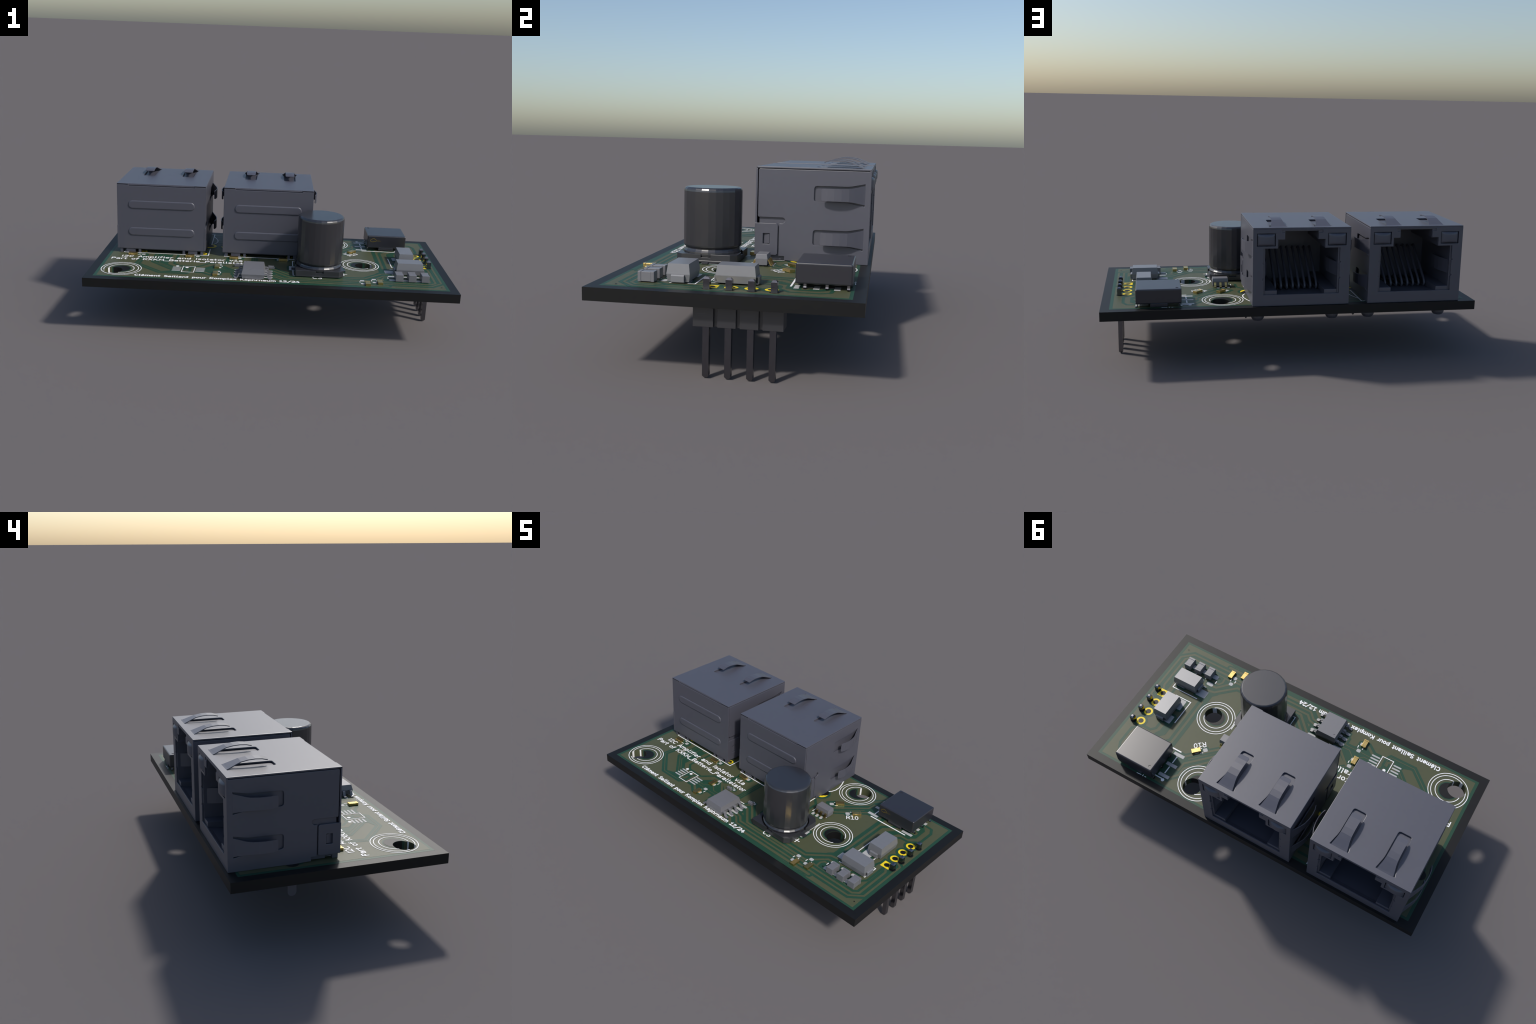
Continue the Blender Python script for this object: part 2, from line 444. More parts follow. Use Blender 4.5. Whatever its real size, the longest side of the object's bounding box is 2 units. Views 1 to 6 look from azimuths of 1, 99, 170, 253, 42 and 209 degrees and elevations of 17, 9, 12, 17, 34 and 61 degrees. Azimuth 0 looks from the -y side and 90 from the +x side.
# clearance round the chip pads and between the jacks
gap.poly([(-0.212, -0.378), (-0.190, -0.378), (-0.190, -0.240), (-0.212, -0.240)])
gap.poly([(-0.030, -0.385), (0.026, -0.375), (0.026, -0.232), (-0.030, -0.232)])
for x0, x1, y in ((-0.372, -0.305, 0.405), (-0.372, -0.305, 0.355), (-0.372, -0.305, 0.305), (-0.372, -0.305, 0.255)):
    gap.line([(x0, y), (x1, y)], 0.014)
# via with its little hook of copper, and two drill marks
gap.poly([(0.575, -0.325), (0.648, -0.335), (0.648, -0.270), (0.600, -0.285)])
trace.line([(0.616, -0.334), (0.612, -0.300), (0.625, -0.278), (0.640, -0.278)], 0.011)
for x, y in ((0.641, -0.315), (0.9195, -0.401)):
    drill.poly(circle(x, y, 0.0042, 12))
# row of tiny copper marks along the front edge
rm = random.Random(3)
x = 0.468
for count in (4, 3, 5, 3, 4):
    for i in range(count):
        trace.line([(x, -0.434), (x + 0.002, -0.4295 + rm.uniform(-0.001, 0.001))], 0.0022)
        x += 0.0072
    x += 0.0095

def pad(x0, x1, y0, y1, r=0.004, halo=0.011):
    gap.poly(round_rect(x0 - halo, x1 + halo, y0 - halo, y1 + halo, r + halo, 3))
    pads.poly(round_rect(x0, x1, y0, y1, r, 3))
def pad_turned(cx, cy, lx, ly, deg, r=0.005):
    c, s = math.cos(math.radians(deg)), math.sin(math.radians(deg))
    turn = lambda q: [(cx + (c * x - s * y) * 1.0, cy + (s * x + c * y) * 0.955) for x, y in q]
    gap.poly(turn(round_rect(-lx - 0.010, lx + 0.010, -ly - 0.010, ly + 0.010, 0.012, 3)))
    pads.poly(turn(round_rect(-lx, lx, -ly, ly, r, 3)))

# eight-pin chip pads
for i in range(4):
    y = (-0.3962 + i * 0.0407) * SY
    pad(-0.040, 0.0105, y - 0.0085, y + 0.0085, 0.0075, 0.006)
    pad(-0.2045, -0.150, y - 0.0085, y + 0.0085, 0.0075, 0.006)
# unfitted footprint
for i in range(4):
    y = -0.3105 + i * 0.0192
    pads.line([(-0.5455, y), (-0.5065, y)], 0.0095)
    pads.line([(-0.4150, y), (-0.3730, y)], 0.0095)
gap.poly([(-0.487, -0.305), (-0.466, -0.305), (-0.466, -0.262), (-0.487, -0.262)])
trace.poly([(-0.485, -0.328), (-0.463, -0.312), (-0.463, -0.282), (-0.475, -0.282), (-0.475, -0.310), (-0.485, -0.310)])
# chip resistors / capacitors: pad pair at both ends
def two_pads(x, y, along, half=0.0118, dist=0.0235):
    for s in (-1, 1):
        if along == "y":
            pad(x - half, x + half, y + s * dist - 0.0105, y + s * dist + 0.0105, 0.006, 0.011)
        else:
            pad(x + s * dist - 0.0105, x + s * dist + 0.0105, y - half, y + half, 0.006, 0.011)
RES_Y = [(0.523, -0.4030), (0.5925, -0.3727), (-0.3045, -0.2235), (-0.3045, -0.3495)]
RES_X = [(-0.8115, -0.0530), (-0.4780, -0.0510), (-0.2205, -0.0485), (0.0675, -0.0490)]
RES_45 = [(0.487, 0.1715), (0.3585, 0.1765)]
for x, y in RES_Y:
    two_pads(x * SX - 0.001, y * SY, "y")
for x, y in RES_X:
    two_pads(x * SX, y * SY + 0.006, "x")
for x, y in RES_45:
    for s in (-1, 1):
        pad_turned(x * SX - 0.001 + s * 0.0178, y * SY + s * 0.0170, 0.0125, 0.0118, 45)
for x, y in ((-0.191, -0.1945), (0.0, -0.2070)):
    for s in (-1, 1):
        pad(x * SX + s * 0.0145 - 0.0075, x * SX + s * 0.0145 + 0.0075, y * SY - 0.0085, y * SY + 0.0085, 0.005, 0.008)
        ink.line([(x * SX - 0.004, y * SY + s * 0.011), (x * SX + 0.004, y * SY + s * 0.011)], 0.004)
# capacitor, diodes, three-row parts, converter, small outline chip
for x0, x1 in ((0.101, 0.190), (0.320, 0.4075)):
    pad(x0, x1, -0.218, -0.146, 0.004, 0.012)
for x0, x1 in ((0.643, 0.707), (0.782, 0.838)):
    pad(x0, x1, -0.199, -0.149, 0.005, 0.012)
for y0, y1 in ((-0.080, -0.008), (0.044, 0.098)):
    pad(0.719, 0.772, y0, y1, 0.005, 0.014)
for i in range(3):
    x = (0.7020 + 0.0706 * i) * SX
    for y0, y1 in ((-0.265, -0.242), (-0.326, -0.298)):
        pad(x - 0.0205, x + 0.0205, y0, y1, 0.008, 0.010)
for y in (0.242, 0.315, 0.3905):
    pads.poly(rect(0.5205, 0.5865, y - 0.0098, y + 0.0098))
    pads.poly(rect(0.757, 0.8235, y - 0.0098, y + 0.0098) if y < 0.25 else rect(0.757, 0.8235, y - 0.0115, y + 0.0115))
for i in range(3):
    x = (0.352 + (i - 1) * 0.0305) * SX
    pad(x - 0.0088, x + 0.0088, -0.016, 0.012, 0.006, 0.006)
    pad(x - 0.0088, x + 0.0088, 0.066, 0.092, 0.006, 0.006)

# gilded rings of the header and of the jack pins
HEAD_Y = [-0.0657, 0.0156, 0.0965, 0.1776]
for i, y in enumerate(HEAD_Y):
    cx, cy = 0.8706, y * SY
    if i == 0:
        gap.poly(rect(cx - 0.040, cx + 0.034, cy - 0.028, cy + 0.038))
        gold.poly(rect(cx - 0.0262, cx + 0.0262, cy - 0.0252, cy + 0.0252))
    else:
        gap.poly(circle(cx, cy, 0.040, 40))
        gold.poly(circle(cx, cy, 0.0262, 40, ry=0.0256))
    drill.poly(circle(cx, cy, 0.0153, 32))
    drill.poly(circle(0.9105, y, 0.0185, 24))
JACK_X = (-0.651, -0.0315)
for jx in JACK_X:
    for lx, ly in ((0.230, 0.0187), (-0.142, 0.0205), (0.142, 0.0205), (-0.230, 0.0187)):
        cx, cy = (jx + lx) * SX, ly * SY
        gap.poly(circle(cx, cy, 0.028, 32)); gold.poly(circle(cx, cy, 0.0185, 32)); drill.poly(circle(cx, cy, 0.0105, 20))
    for s in (-1, 1):
        cx, cy = (jx + s * 0.2525) * SX, 0.2 * SY
        gap.poly(circle(cx, cy, 0.056, 40)); gold.poly(circle(cx, cy, 0.0405, 40)); drill.poly(circle(cx, cy, 0.025, 32))
        drill.poly(circle(jx + s * 0.2525, 0.2, 0.029, 32))

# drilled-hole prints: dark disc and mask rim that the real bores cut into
for hole in HOLES:
    cx, cy = hole[0] * SX, hole[1] * SY
    gap.lune(cx, cy, 0.0560, 0.0545, hole)
    drill.lune(cx, cy, 0.0495, 0.0480, hole)
    for r in (0.0703, 0.0945, 0.1095):
        ink.ring(cx, cy, r, 0.0040, 128, ry=r * 0.982)

# ---- white print
def jack_outline(jx):
    x0, x1, y0 = (jx - 0.2600) * SX, (jx + 0.2600) * SX, -0.0155
    w = 0.0062
    ink.line([(x0, y0), (x1, y0), (x1, 0.118)], w)
    ink.line([(x1, 0.212), (x1, 0.441), (x1 - 0.018, 0.441)], w)
    ink.line([(x1 + dx, y) for dx, y in ((0.002, 0.388), (0.020, 0.345), (0.0315, 0.305), (0.032, 0.270), (0.024, 0.243), (0.014, 0.229))], w)
    ink.line([(x0, y0), (x0, 0.118)], w)
    ink.line([(x0 + 0.018, 0.441), (x0, 0.441), (x0, 0.215)], w)
for jx in JACK_X:
    jack_outline(jx)
# unfitted chip outline and pin-one dots
ink.line([(-0.493, -0.331), (-0.426, -0.331), (-0.426, -0.2345), (-0.493, -0.2345)], 0.0042, closed=True)
ink.poly(circle(-0.5255, -0.2345, 0.0092, 24)); ink.poly(circle(-0.4705, -0.2535, 0.0092, 24))
# small part marks
for x, y in RES_Y:
    for s in (-1, 1):
        ink.line([(x * SX - 0.001 + s * 0.0145, y * SY - 0.0065), (x * SX - 0.001 + s * 0.0145, y * SY + 0.0065)], 0.0042)
for x, y in RES_X:
    for s in (-1, 1):
        ink.line([(x * SX - 0.008, y * SY + 0.006 + s * 0.0145), (x * SX + 0.008, y * SY + 0.006 + s * 0.0145)], 0.0042)
for x, y in RES_45:
    for s in (-1, 1):
        cx, cy = x * SX - 0.001 - s * 0.0105, y * SY + s * 0.0100
        ink.line([(cx - 0.0055, cy - 0.0055), (cx + 0.0055, cy + 0.0055)], 0.0042)
for i in range(3):
    x = (0.7020 + 0.0706 * i) * SX - 0.0235
    ink.line([(x, -0.2885), (x, -0.2735)], 0.0050)
ink.line([(-0.063, -0.2315), (-0.030, -0.2315)], 0.0050)
ink.line([(0.289, 0.012), (0.289, 0.043)], 0.005); ink.line([(0.386, 0.018), (0.386, 0.058)], 0.005)
# capacitor outline and plus sign
ink.line([(0.138, -0.0535), (0.1225, -0.0535), (0.1225, -0.142)], 0.0042)
ink.line([(0.1225, -0.222), (0.1225, -0.3065), (0.138, -0.3065)], 0.0042)
ink.line([(0.394, -0.0535), (0.396, -0.0535), (0.396, -0.138)], 0.0042)
ink.line([(0.3905, -0.255), (0.4220, -0.255)], 0.0055); ink.line([(0.4050, -0.272), (0.4050, -0.238)], 0.0055)
# diode outlines
ink.line([(0.847, -0.152), (0.847, -0.1265), (0.680, -0.1265)], 0.0050)
ink.line([(0.680, -0.2215), (0.847, -0.2215), (0.847, -0.207)], 0.0050)
ink.line([(0.797, -0.057), (0.797, -0.0865), (0.6955, -0.0865), (0.6955, 0.076)], 0.0050)
# converter outline
ink.line([(0.556, 0.2195), (0.790, 0.2195)], 0.0075)
ink.line([(0.5575, 0.258), (0.5575, 0.299)], 0.0065); ink.line([(0.5575, 0.331), (0.5575, 0.374)], 0.0065)
ink.line([(0.600, 0.4115), (0.5545, 0.4115)], 0.0065)
ink.line([(0.7915, 0.262), (0.7915, 0.300)], 0.0045); ink.line([(0.7915, 0.333), (0.7915, 0.376)], 0.0045)
ink.poly(circle(0.5440, 0.4165, 0.0095, 24))
ink.line([(0.633, 0.449), (0.639, 0.449)], 0.005); ink.line([(0.652, 0.444), (0.652, 0.451)], 0.005)
ink.line([(0.664, 0.449), (0.690, 0.451)], 0.004)

mesh_obj("mask_clearance", gap.out(), "mask", board, kind="stuff")
mesh_obj("copper_track", trace.out(), "copper", board, kind="stuff")
mesh_obj("tinned_pad", pads.out(), "tin", board, kind="stuff")
mesh_obj("gilded_ring", gold.out(), "ring", board, kind="stuff")
mesh_obj("drill_mark", drill.out(), "laminate", board, kind="stuff")
mesh_obj("printed_outline", ink.out(), "ink", board, kind="stuff")

for text, org, size, length, wt, d, u in (
        ("I2C Amplifier and isolator v1a", (-0.8735, -0.1035), 0.0285, 0.709, 0.0060, (1, 0), (0, 1)),
        ("Part of KXKM_Batterie_Parallelator", (-0.9230, -0.1505), 0.0285, 0.808, 0.0060, (1, 0), (0, 1)),
        ("Cl\u00e9ment Saillant pour Komplex Kaphrnaum 12/24", (-0.7370, -0.4265), 0.0232, 0.893, 0.0060, (1, 0), (0, 1)),
        ("R10", (0.4700, 0.0940), 0.0285, 0.0740, 0.0048, (0.775, 0.632), (-0.640, 0.768)),
        ("C3", (0.2260, -0.3460), 0.0285, 0.0560, 0.0055, (1, 0), (0, 1))):
    pr = Print(6.7)
    lettering(pr, text, org, size, length, wt, d, u)
    mesh_obj("printed_text", pr.out(), "ink", board, kind="stuff")

# ------------------------------------------------------------------ network jacks
JW, JY0, JY1, JZ0, JZ1 = 0.2578, -0.0175, 0.4832, 0.3262, 0.7412
TH = 0.0075           # sheet thickness

def finger_cut(c, flip=1):
    """outline of the slot round a spring finger, c = centre across, runs along y"""
    side = [(0.0480, 0.4545), (0.0365, 0.3990), (0.0345, 0.3800), (0.0340, 0.2480), (0.0310, 0.2395), (0.0230, 0.2362)]
    return [(c + h, y) for h, y in side] + [(c - h, y) for h, y in reversed(side)]

def finger(rise=1.0):
    """spring finger in its own frame: y along, z outwards, x across"""
    prof = [(y, z * rise) for y, z in ((0.4560, 0.0), (0.4480, 0.0030), (0.4080, 0.0215), (0.3880, 0.0300), (0.3560, 0.0365), (0.3250, 0.0385), (0.2960, 0.0360), (0.2745, 0.0295), (0.2690, 0.0272))]
    half = [0.0410, 0.0395, 0.0305, 0.0280, 0.0270, 0.0268, 0.0268, 0.0262, 0.0215]
    g = Geo()
    g.loft(sweep(prof, half, -0.0038, "x"))
    return g

def build_jack(jx):
    jack = empty("network_jack", (jx, 0, 0), root)
    def part(name, data, mat, **k):
        return mesh_obj(name, data, mat, jack, **k)
    # --- sheet-metal shield
    g = Geo()
    top_holes = [finger_cut(c) for c in (0.1215, -0.1145)]
    lip = rect(-0.1905, 0.1915, JY0, JY0 + 0.004)
    border = [(-JW, JY0), (-0.1915, JY0), (-0.1915, JY0 + 0.0035), (0.1915, JY0 + 0.0035), (0.1915, JY0), (JW, JY0), (JW, JY1), (-JW, JY1)]
    v, f = filled([border] + top_holes, JZ1 - TH, JZ1); g.add(v, f)
    part("shield_top", g.out(), "shield", bevel=0.0022)
    # sides: slot and tab at the back, two finger cut-outs, leg through the board
    for s in (-1, 1):
        g = Geo()
        SL, SR, RT = 0.5190, 0.4930, 0.1145
        outline = [(0.1150, 0.3300), (0.1150, 0.3480), (0.0895, 0.3480), (0.0895, SR), (RT - 0.010, SR), (RT, SR + 0.010), (RT, SL - 0.006), (RT - 0.008, SL),
                   (-0.0030, SL), (-0.0062, SL + 0.006), (-0.0062, 0.7272), (-0.0030, 0.7310), (JY1, 0.7310), (JY1, JZ0), (0.2205, JZ0 + 0.001),
                   (0.2205, 0.195), (0.2140, 0.183), (0.2000, 0.1780), (0.1860, 0.183), (0.1795, 0.195), (0.1795, JZ0 + 0.001)]
        holes = []
        for zc in (0.6285, 0.4365):
            holes.append([(y + 0.0035, zc + (h - 0)) for h, y in finger_cut(0)])
        v, f = filled([outline] + holes, JW - TH, JW - 0.0004, lambda a, b, c: (s * c, a, b)); g.add(v, f)
        part("shield_side", g.out(), "shield", bevel=0.0018)
        # tab wrapped round from the back, with a latch window
        g = Geo()
        tab = [(JY0 - 0.001, 0.3520), (0.078, 0.3520), (0.0845, 0.3580), (0.0845, 0.4850), (0.078, 0.4925), (JY0 - 0.001, 0.4925)]
        v, f = filled([tab, rect(0.0185, 0.0485, 0.4005, 0.4475)], JW - TH, JW + 0.0012, lambda a, b, c: (s * c, a, b)); g.add(v, f)
        part("shield_tab", g.out(), "shield", bevel=0.0014)
        g = Geo()
        xa, xb = s * 0.2485, s * 0.2560
        g.add([(xa, 0.020, 0.4020), (xa, 0.0475, 0.4020), (xa, 0.0475, 0.4460), (xa, 0.020, 0.4460),
               (xb, 0.0445, 0.4035), (xb, 0.0470, 0.4035), (xb, 0.0470, 0.4445), (xb, 0.0445, 0.4445)],
              [(0, 1, 5, 4), (1, 2, 6, 5), (2, 3, 7, 6), (3, 0, 4, 7), (4, 5, 6, 7), (3, 2, 1, 0)])
        part("latch", g.out(), "plastic")
        # side fingers
        for zc in (0.6285, 0.4365):
            fg = finger()
            vv = [(s * (JW - 0.0004 + z), y + 0.0035, zc + x) for x, y, z in fg.v]
            part("spring_finger", (vv, fg.f), "shield")
    for c in (0.1215, -0.1145):
        fg = finger(0.85)
        part("spring_finger", ([(x + c, y, JZ1 + z) for x, y, z in fg.v], fg.f), "shield")
    # back plate with two pressed ribs
    g = Geo()
    g.add(*filled([[(-JW, 0.3520), (JW, 0.3520), (JW, JZ1 - 0.0075), (0.1915, JZ1 - 0.0075), (0.1915, JZ1 - 0.0125), (-0.1905, JZ1 - 0.0125), (-0.1905, JZ1 - 0.0075), (-JW, JZ1 - 0.0075)]],
                  JY0, JY0 + TH, lambda a, b, c: (a, c, b)))
    g.box(-JW, -0.1920, JY0, JY0 + TH, JZ1 - 0.0085, JZ1 - 0.0006)
    g.box(0.1925, JW, JY0, JY0 + TH, JZ1 - 0.0085, JZ1 - 0.0006)
    g.box(-0.1900, 0.1905, JY0 + 0.0024, JY0 + TH, JZ1 - 0.0100, JZ1 - 0.0046)
    part("shield_back", g.out(), "shield", bevel=0.0018)
    for zc in (0.6190, 0.4580):
        def stadium(h, r, y):
            out = []
            for i in range(13):
                t = math.radians(-90 + 15 * i); out.append((h + r * math.cos(t), y, zc + r * math.sin(t)))
            for i in range(13):
                t = math.radians(90 + 15 * i); out.append((-h + r * math.cos(t), y, zc + r * math.sin(t)))
            return out
        g = Geo()
        g.loft([stadium(0.1695, 0.0243, JY0 + 0.001), stadium(0.1695, 0.0238, JY0 - 0.0012), stadium(0.1695, 0.0215, JY0 - 0.0038), stadium(0.1695, 0.0185, JY0 - 0.0048)])
        part("pressed_rib", g.out(), "shield")
    # short feet under the back edge
    g = Geo()
    for a, b in ((-0.2430, -0.2285), (-0.2085, -0.1550), (-0.1360, -0.1220), (0.1245, 0.1385), (0.1580, 0.2110), (0.2305, 0.2460)):
        g.box(a, b, JY0 + 0.004, JY0 + 0.030, T, 0.3530)
    part("standing_foot", g.out(), "plastic", kind="stuff")
    # front frame: opening, light windows, recess above the mouth
    mouth = [(-0.2020, 0.3868), (0.2020, 0.3868), (0.2020, 0.4660), (0.2070, 0.4670), (0.2075, 0.4710), (0.2070, 0.4750), (0.2020, 0.4760), (0.2020, 0.5510), (0.2070, 0.5520), (0.2075, 0.5560), (0.2070, 0.5600), (0.2020, 0.5610),
             (0.2020, 0.6320), (0.1275, 0.6320), (0.1275, 0.6785), (0.0915, 0.6785), (0.0915, 0.7135), (0.1085, 0.7135), (0.1085, 0.7285),
             (-0.1070, 0.7285), (-0.1070, 0.7135), (-0.0850, 0.7135), (-0.0850, 0.6785), (-0.1210, 0.6785), (-0.1210, 0.6320), (-0.2020, 0.6320),
             (-0.2020, 0.5610), (-0.2070, 0.5600), (-0.2075, 0.5560), (-0.2070, 0.5520), (-0.2020, 0.5510), (-0.2020, 0.4760), (-0.2070, 0.4750), (-0.2075, 0.4710), (-0.2070, 0.4670), (-0.2020, 0.4660)]
    LW = [rect(0.1405, 0.2369, 0.6445, 0.7105), rect(-0.2345, -0.1355, 0.6440, 0.7095)]
    v, f = filled([rect(-JW, JW, JZ0, JZ1 - TH), mouth] + LW, JY1 - TH, JY1 + 0.0004, lambda a, b, c: (a, c, b))
    part("shield_front", (v, f), "shield", bevel=0.0016)
    # plastic body with the stepped plug cavity
    inner = [(-0.1930, 0.3480), (0.1930, 0.3480), (0.1930, 0.6320), (0.1265, 0.6320), (0.1265, 0.6770), (0.0905, 0.6770), (0.0905, 0.7215),
             (-0.0840, 0.7215), (-0.0840, 0.6770), (-0.1200, 0.6770), (-0.1200, 0.6320), (-0.1930, 0.6320)]
    g = Geo()
    notch = [rect(0.1405, 0.2369, 0.6445, 0.7105), rect(-0.2345, -0.1355, 0.6440, 0.7095)]
    g.add(*filled([rect(-0.2480, 0.2480, 0.3450, 0.7320), inner] + notch, 0.440, JY1 - TH - 0.0006, lambda a, b, c: (a, c, b)))
    g.add(*filled([rect(-0.2480, 0.2480, 0.3450, 0.7320), inner], 0.070, 0.4398, lambda a, b, c: (a, c, b)))
    g.box(-0.2480, 0.2480, 0.0, 0.0698, 0.3450, 0.7320)
    # cavity floor falls towards the back
    g.add(*filled([[(0.0700, 0.3482), (0.0700, 0.3540), (0.4600, 0.3810), (JY1 - TH - 0.001, 0.3850), (JY1 - TH - 0.001, 0.3482)]], -0.1925, 0.1925, lambda a, b, c: (c, a, b)))
    g.box(-0.2480, 0.2480, 0.250, JY1 - TH - 0.002, T + 0.002, 0.3448)
    g.box(-0.1068, 0.1083, 0.4450, JY1 - 0.0030, 0.7235, 0.7333)
    g.box(0.0912, 0.1083, 0.4450, JY1 - 0.0030, 0.7137, 0.7234)
    g.box(-0.1068, -0.0847, 0.4450, JY1 - 0.0030, 0.7137, 0.7234)
    g.box(-0.2400, 0.2400, 0.0450, 0.2480, T + 0.004, 0.3448)
    part("plastic_body", g.out(), "plastic")
    # pedestals at the cavity floor and ledge behind them
    g = Geo()
    g.add(*filled([[(0.1285, 0.3500), (0.1925, 0.3500), (0.1925, 0.4075), (0.1285, 0.4075)]], 0.0705, JY1 - TH - 0.001, lambda a, b, c: (a, c, b)))
    g.add(*filled([[(-0.1925, 0.3500), (-0.1250, 0.3500), (-0.1250, 0.4075), (-0.1925, 0.4075)]], 0.0705, JY1 - TH - 0.001, lambda a, b, c: (a, c, b)))
    part("plug_guide", g.out(), "plastic", bevel=0.0015)
    # inward spring tabs cut from the shield
    for s in (-1, 1):
        path = [(0.2025, 0.4785), (0.1970, 0.4560), (0.1860, 0.4200), (0.1760, 0.3800), (0.1710, 0.3400), (0.1720, 0.2950)]
        g = Geo()
        g.loft([[(s * x, y, z) for x, y, z in ((x, y, 0.4765), (x, y, 0.5505), (x - 0.005, y, 0.5505), (x - 0.005, y, 0.4765))] for x, y in path])
        part("inner_spring", g.out(), "shield")
    # eight contact wires
    path = [(0.085, 0.3720), (0.305, 0.3750), (0.322, 0.3770), (0.332, 0.3820), (0.336, 0.3910), (0.332, 0.4010), (0.320, 0.4140), (0.262, 0.4620), (0.182, 0.5260), (0.140, 0.5620), (0.128, 0.5680), (0.116, 0.5620)]
    for k in range(8):
        x = 0.1144 - k * 0.0327
        part("contact_wire", (lambda gg: (gg.v, gg.f))(Geo().loft(tube([(x, y, z) for y, z in path], 0.0072, 8))), "shield", smooth=True)
    # indicator lights: bulged lenses
    for a, b in ((0.1435, 0.2339), (-0.2315, -0.1385)):
        g = Geo(); nu, nv = 14, 10; z0, z1 = 0.6465, 0.7085
        grid = []
        for j in range(nv + 1):
            for i in range(nu + 1):
                u, w = 2 * i / nu - 1, 2 * j / nv - 1
                grid.append(((a + b) / 2 + (b - a) / 2 * u, JY1 - 0.004 + 0.0165 * (1 - 0.85 * u * u) * (1 - abs(w) ** 8) * (1 - abs(u) ** 14), (z0 + z1) / 2 + (z1 - z0) / 2 * w))
        g.add(grid, [(j * (nu + 1) + i, j * (nu + 1) + i + 1, (j + 1) * (nu + 1) + i + 1, (j + 1) * (nu + 1) + i) for j in range(nv) for i in range(nu)])
        part("indicator_light", g.out(), "plastic", smooth=True)
    # pegs through the board
    for s in (-1, 1):
        g = Geo()
        g.lathe([(0.0355, 0.3440), (0.0355, 0.2260), (0.0330, 0.2185), (0.0265, 0.2095), (0.0230, 0.2080)], s * 0.2065, 0.330, 28)
        part("mounting_peg", g.out(), "plastic", smooth=False)
    return jack

for jx in JACK_X:
    build_jack(jx)

# ------------------------------------------------------------------ electrolytic capacitor
def build_capacitor(cx, cy):
    cap = empty("capacitor", (cx, cy, 0), root)
    N = 26
    prof = [(0.1100, 0.3400), (0.1200, 0.3450), (0.1265, 0.3560), (0.1272, 0.3640), (0.1265, 0.3715), (0.1210, 0.3780), (0.1190, 0.3830), (0.1205, 0.3875), (0.1260, 0.3930),
            (0.1276, 0.3990), (0.1276, 0.6300), (0.1264, 0.6370), (0.1230, 0.6430), (0.1170, 0.6468)]
    g = Geo(); g.lathe(prof, 0, 0, N, math.radians(4))
    g.lathe([(0.1165, 0.6467), (0.1150, 0.6472)], 0, 0, N, math.radians(4))
    mesh_obj("can", g.out(), "can", cap)
    h, c = 0.1325, 0.026
    out = [(-h + 0.004, -h), (h - c, -h), (h, -h + c), (h, h - c), (h - c, h), (-h + 0.004, h), (-h, h - 0.004), (-h, -h + 0.004)]
    g = Geo(); g.add(*filled([out], 0.3310, 0.3395))
    # four raised corners round the can
    R = 0.1318; w = 0.021
    a0 = math.asin(w / R)
    arcp = [(R * math.cos(a0 + (math.pi / 2 - 2 * a0) * i / 14), R * math.sin(a0 + (math.pi / 2 - 2 * a0) * i / 14)) for i in range(15)]
    for turn in range(4):     # low bridge between the corners, the notch in each side
        c4, s4 = math.cos(turn * math.pi / 2), math.sin(turn * math.pi / 2)
        g.add(*filled([[(c4 * x - s4 * y, s4 * x + c4 * y) for x, y in rect(0.100, h - 0.0004, -w - 0.001, w + 0.001)]], 0.3392, 0.3525))
    for sx, sy in ((1, 1), (1, -1), (-1, 1), (-1, -1)):
        tip = [(w, h), (h - c, h), (h, h - c), (h, w)] if sx > 0 else [(w, h), (h - 0.003, h), (h, h - 0.003), (h, w)]
        poly = [(sx * x, sy * y) for x, y in arcp + tip]
        g.add(*filled([poly], 0.3390, 0.3665))
    mesh_obj("capacitor_base", g.out(), "base", cap, bevel=0.0012)
    for s in (-1, 1):
        g = Geo(); g.box(min(s * 0.10, s * 0.1520), max(s * 0.10, s * 0.1520), -0.0135, 0.0135, T + 0.0026, 0.3335)
        mesh_obj("lead", g.out(), "base", cap)
build_capacitor(0.2660, -0.1985)

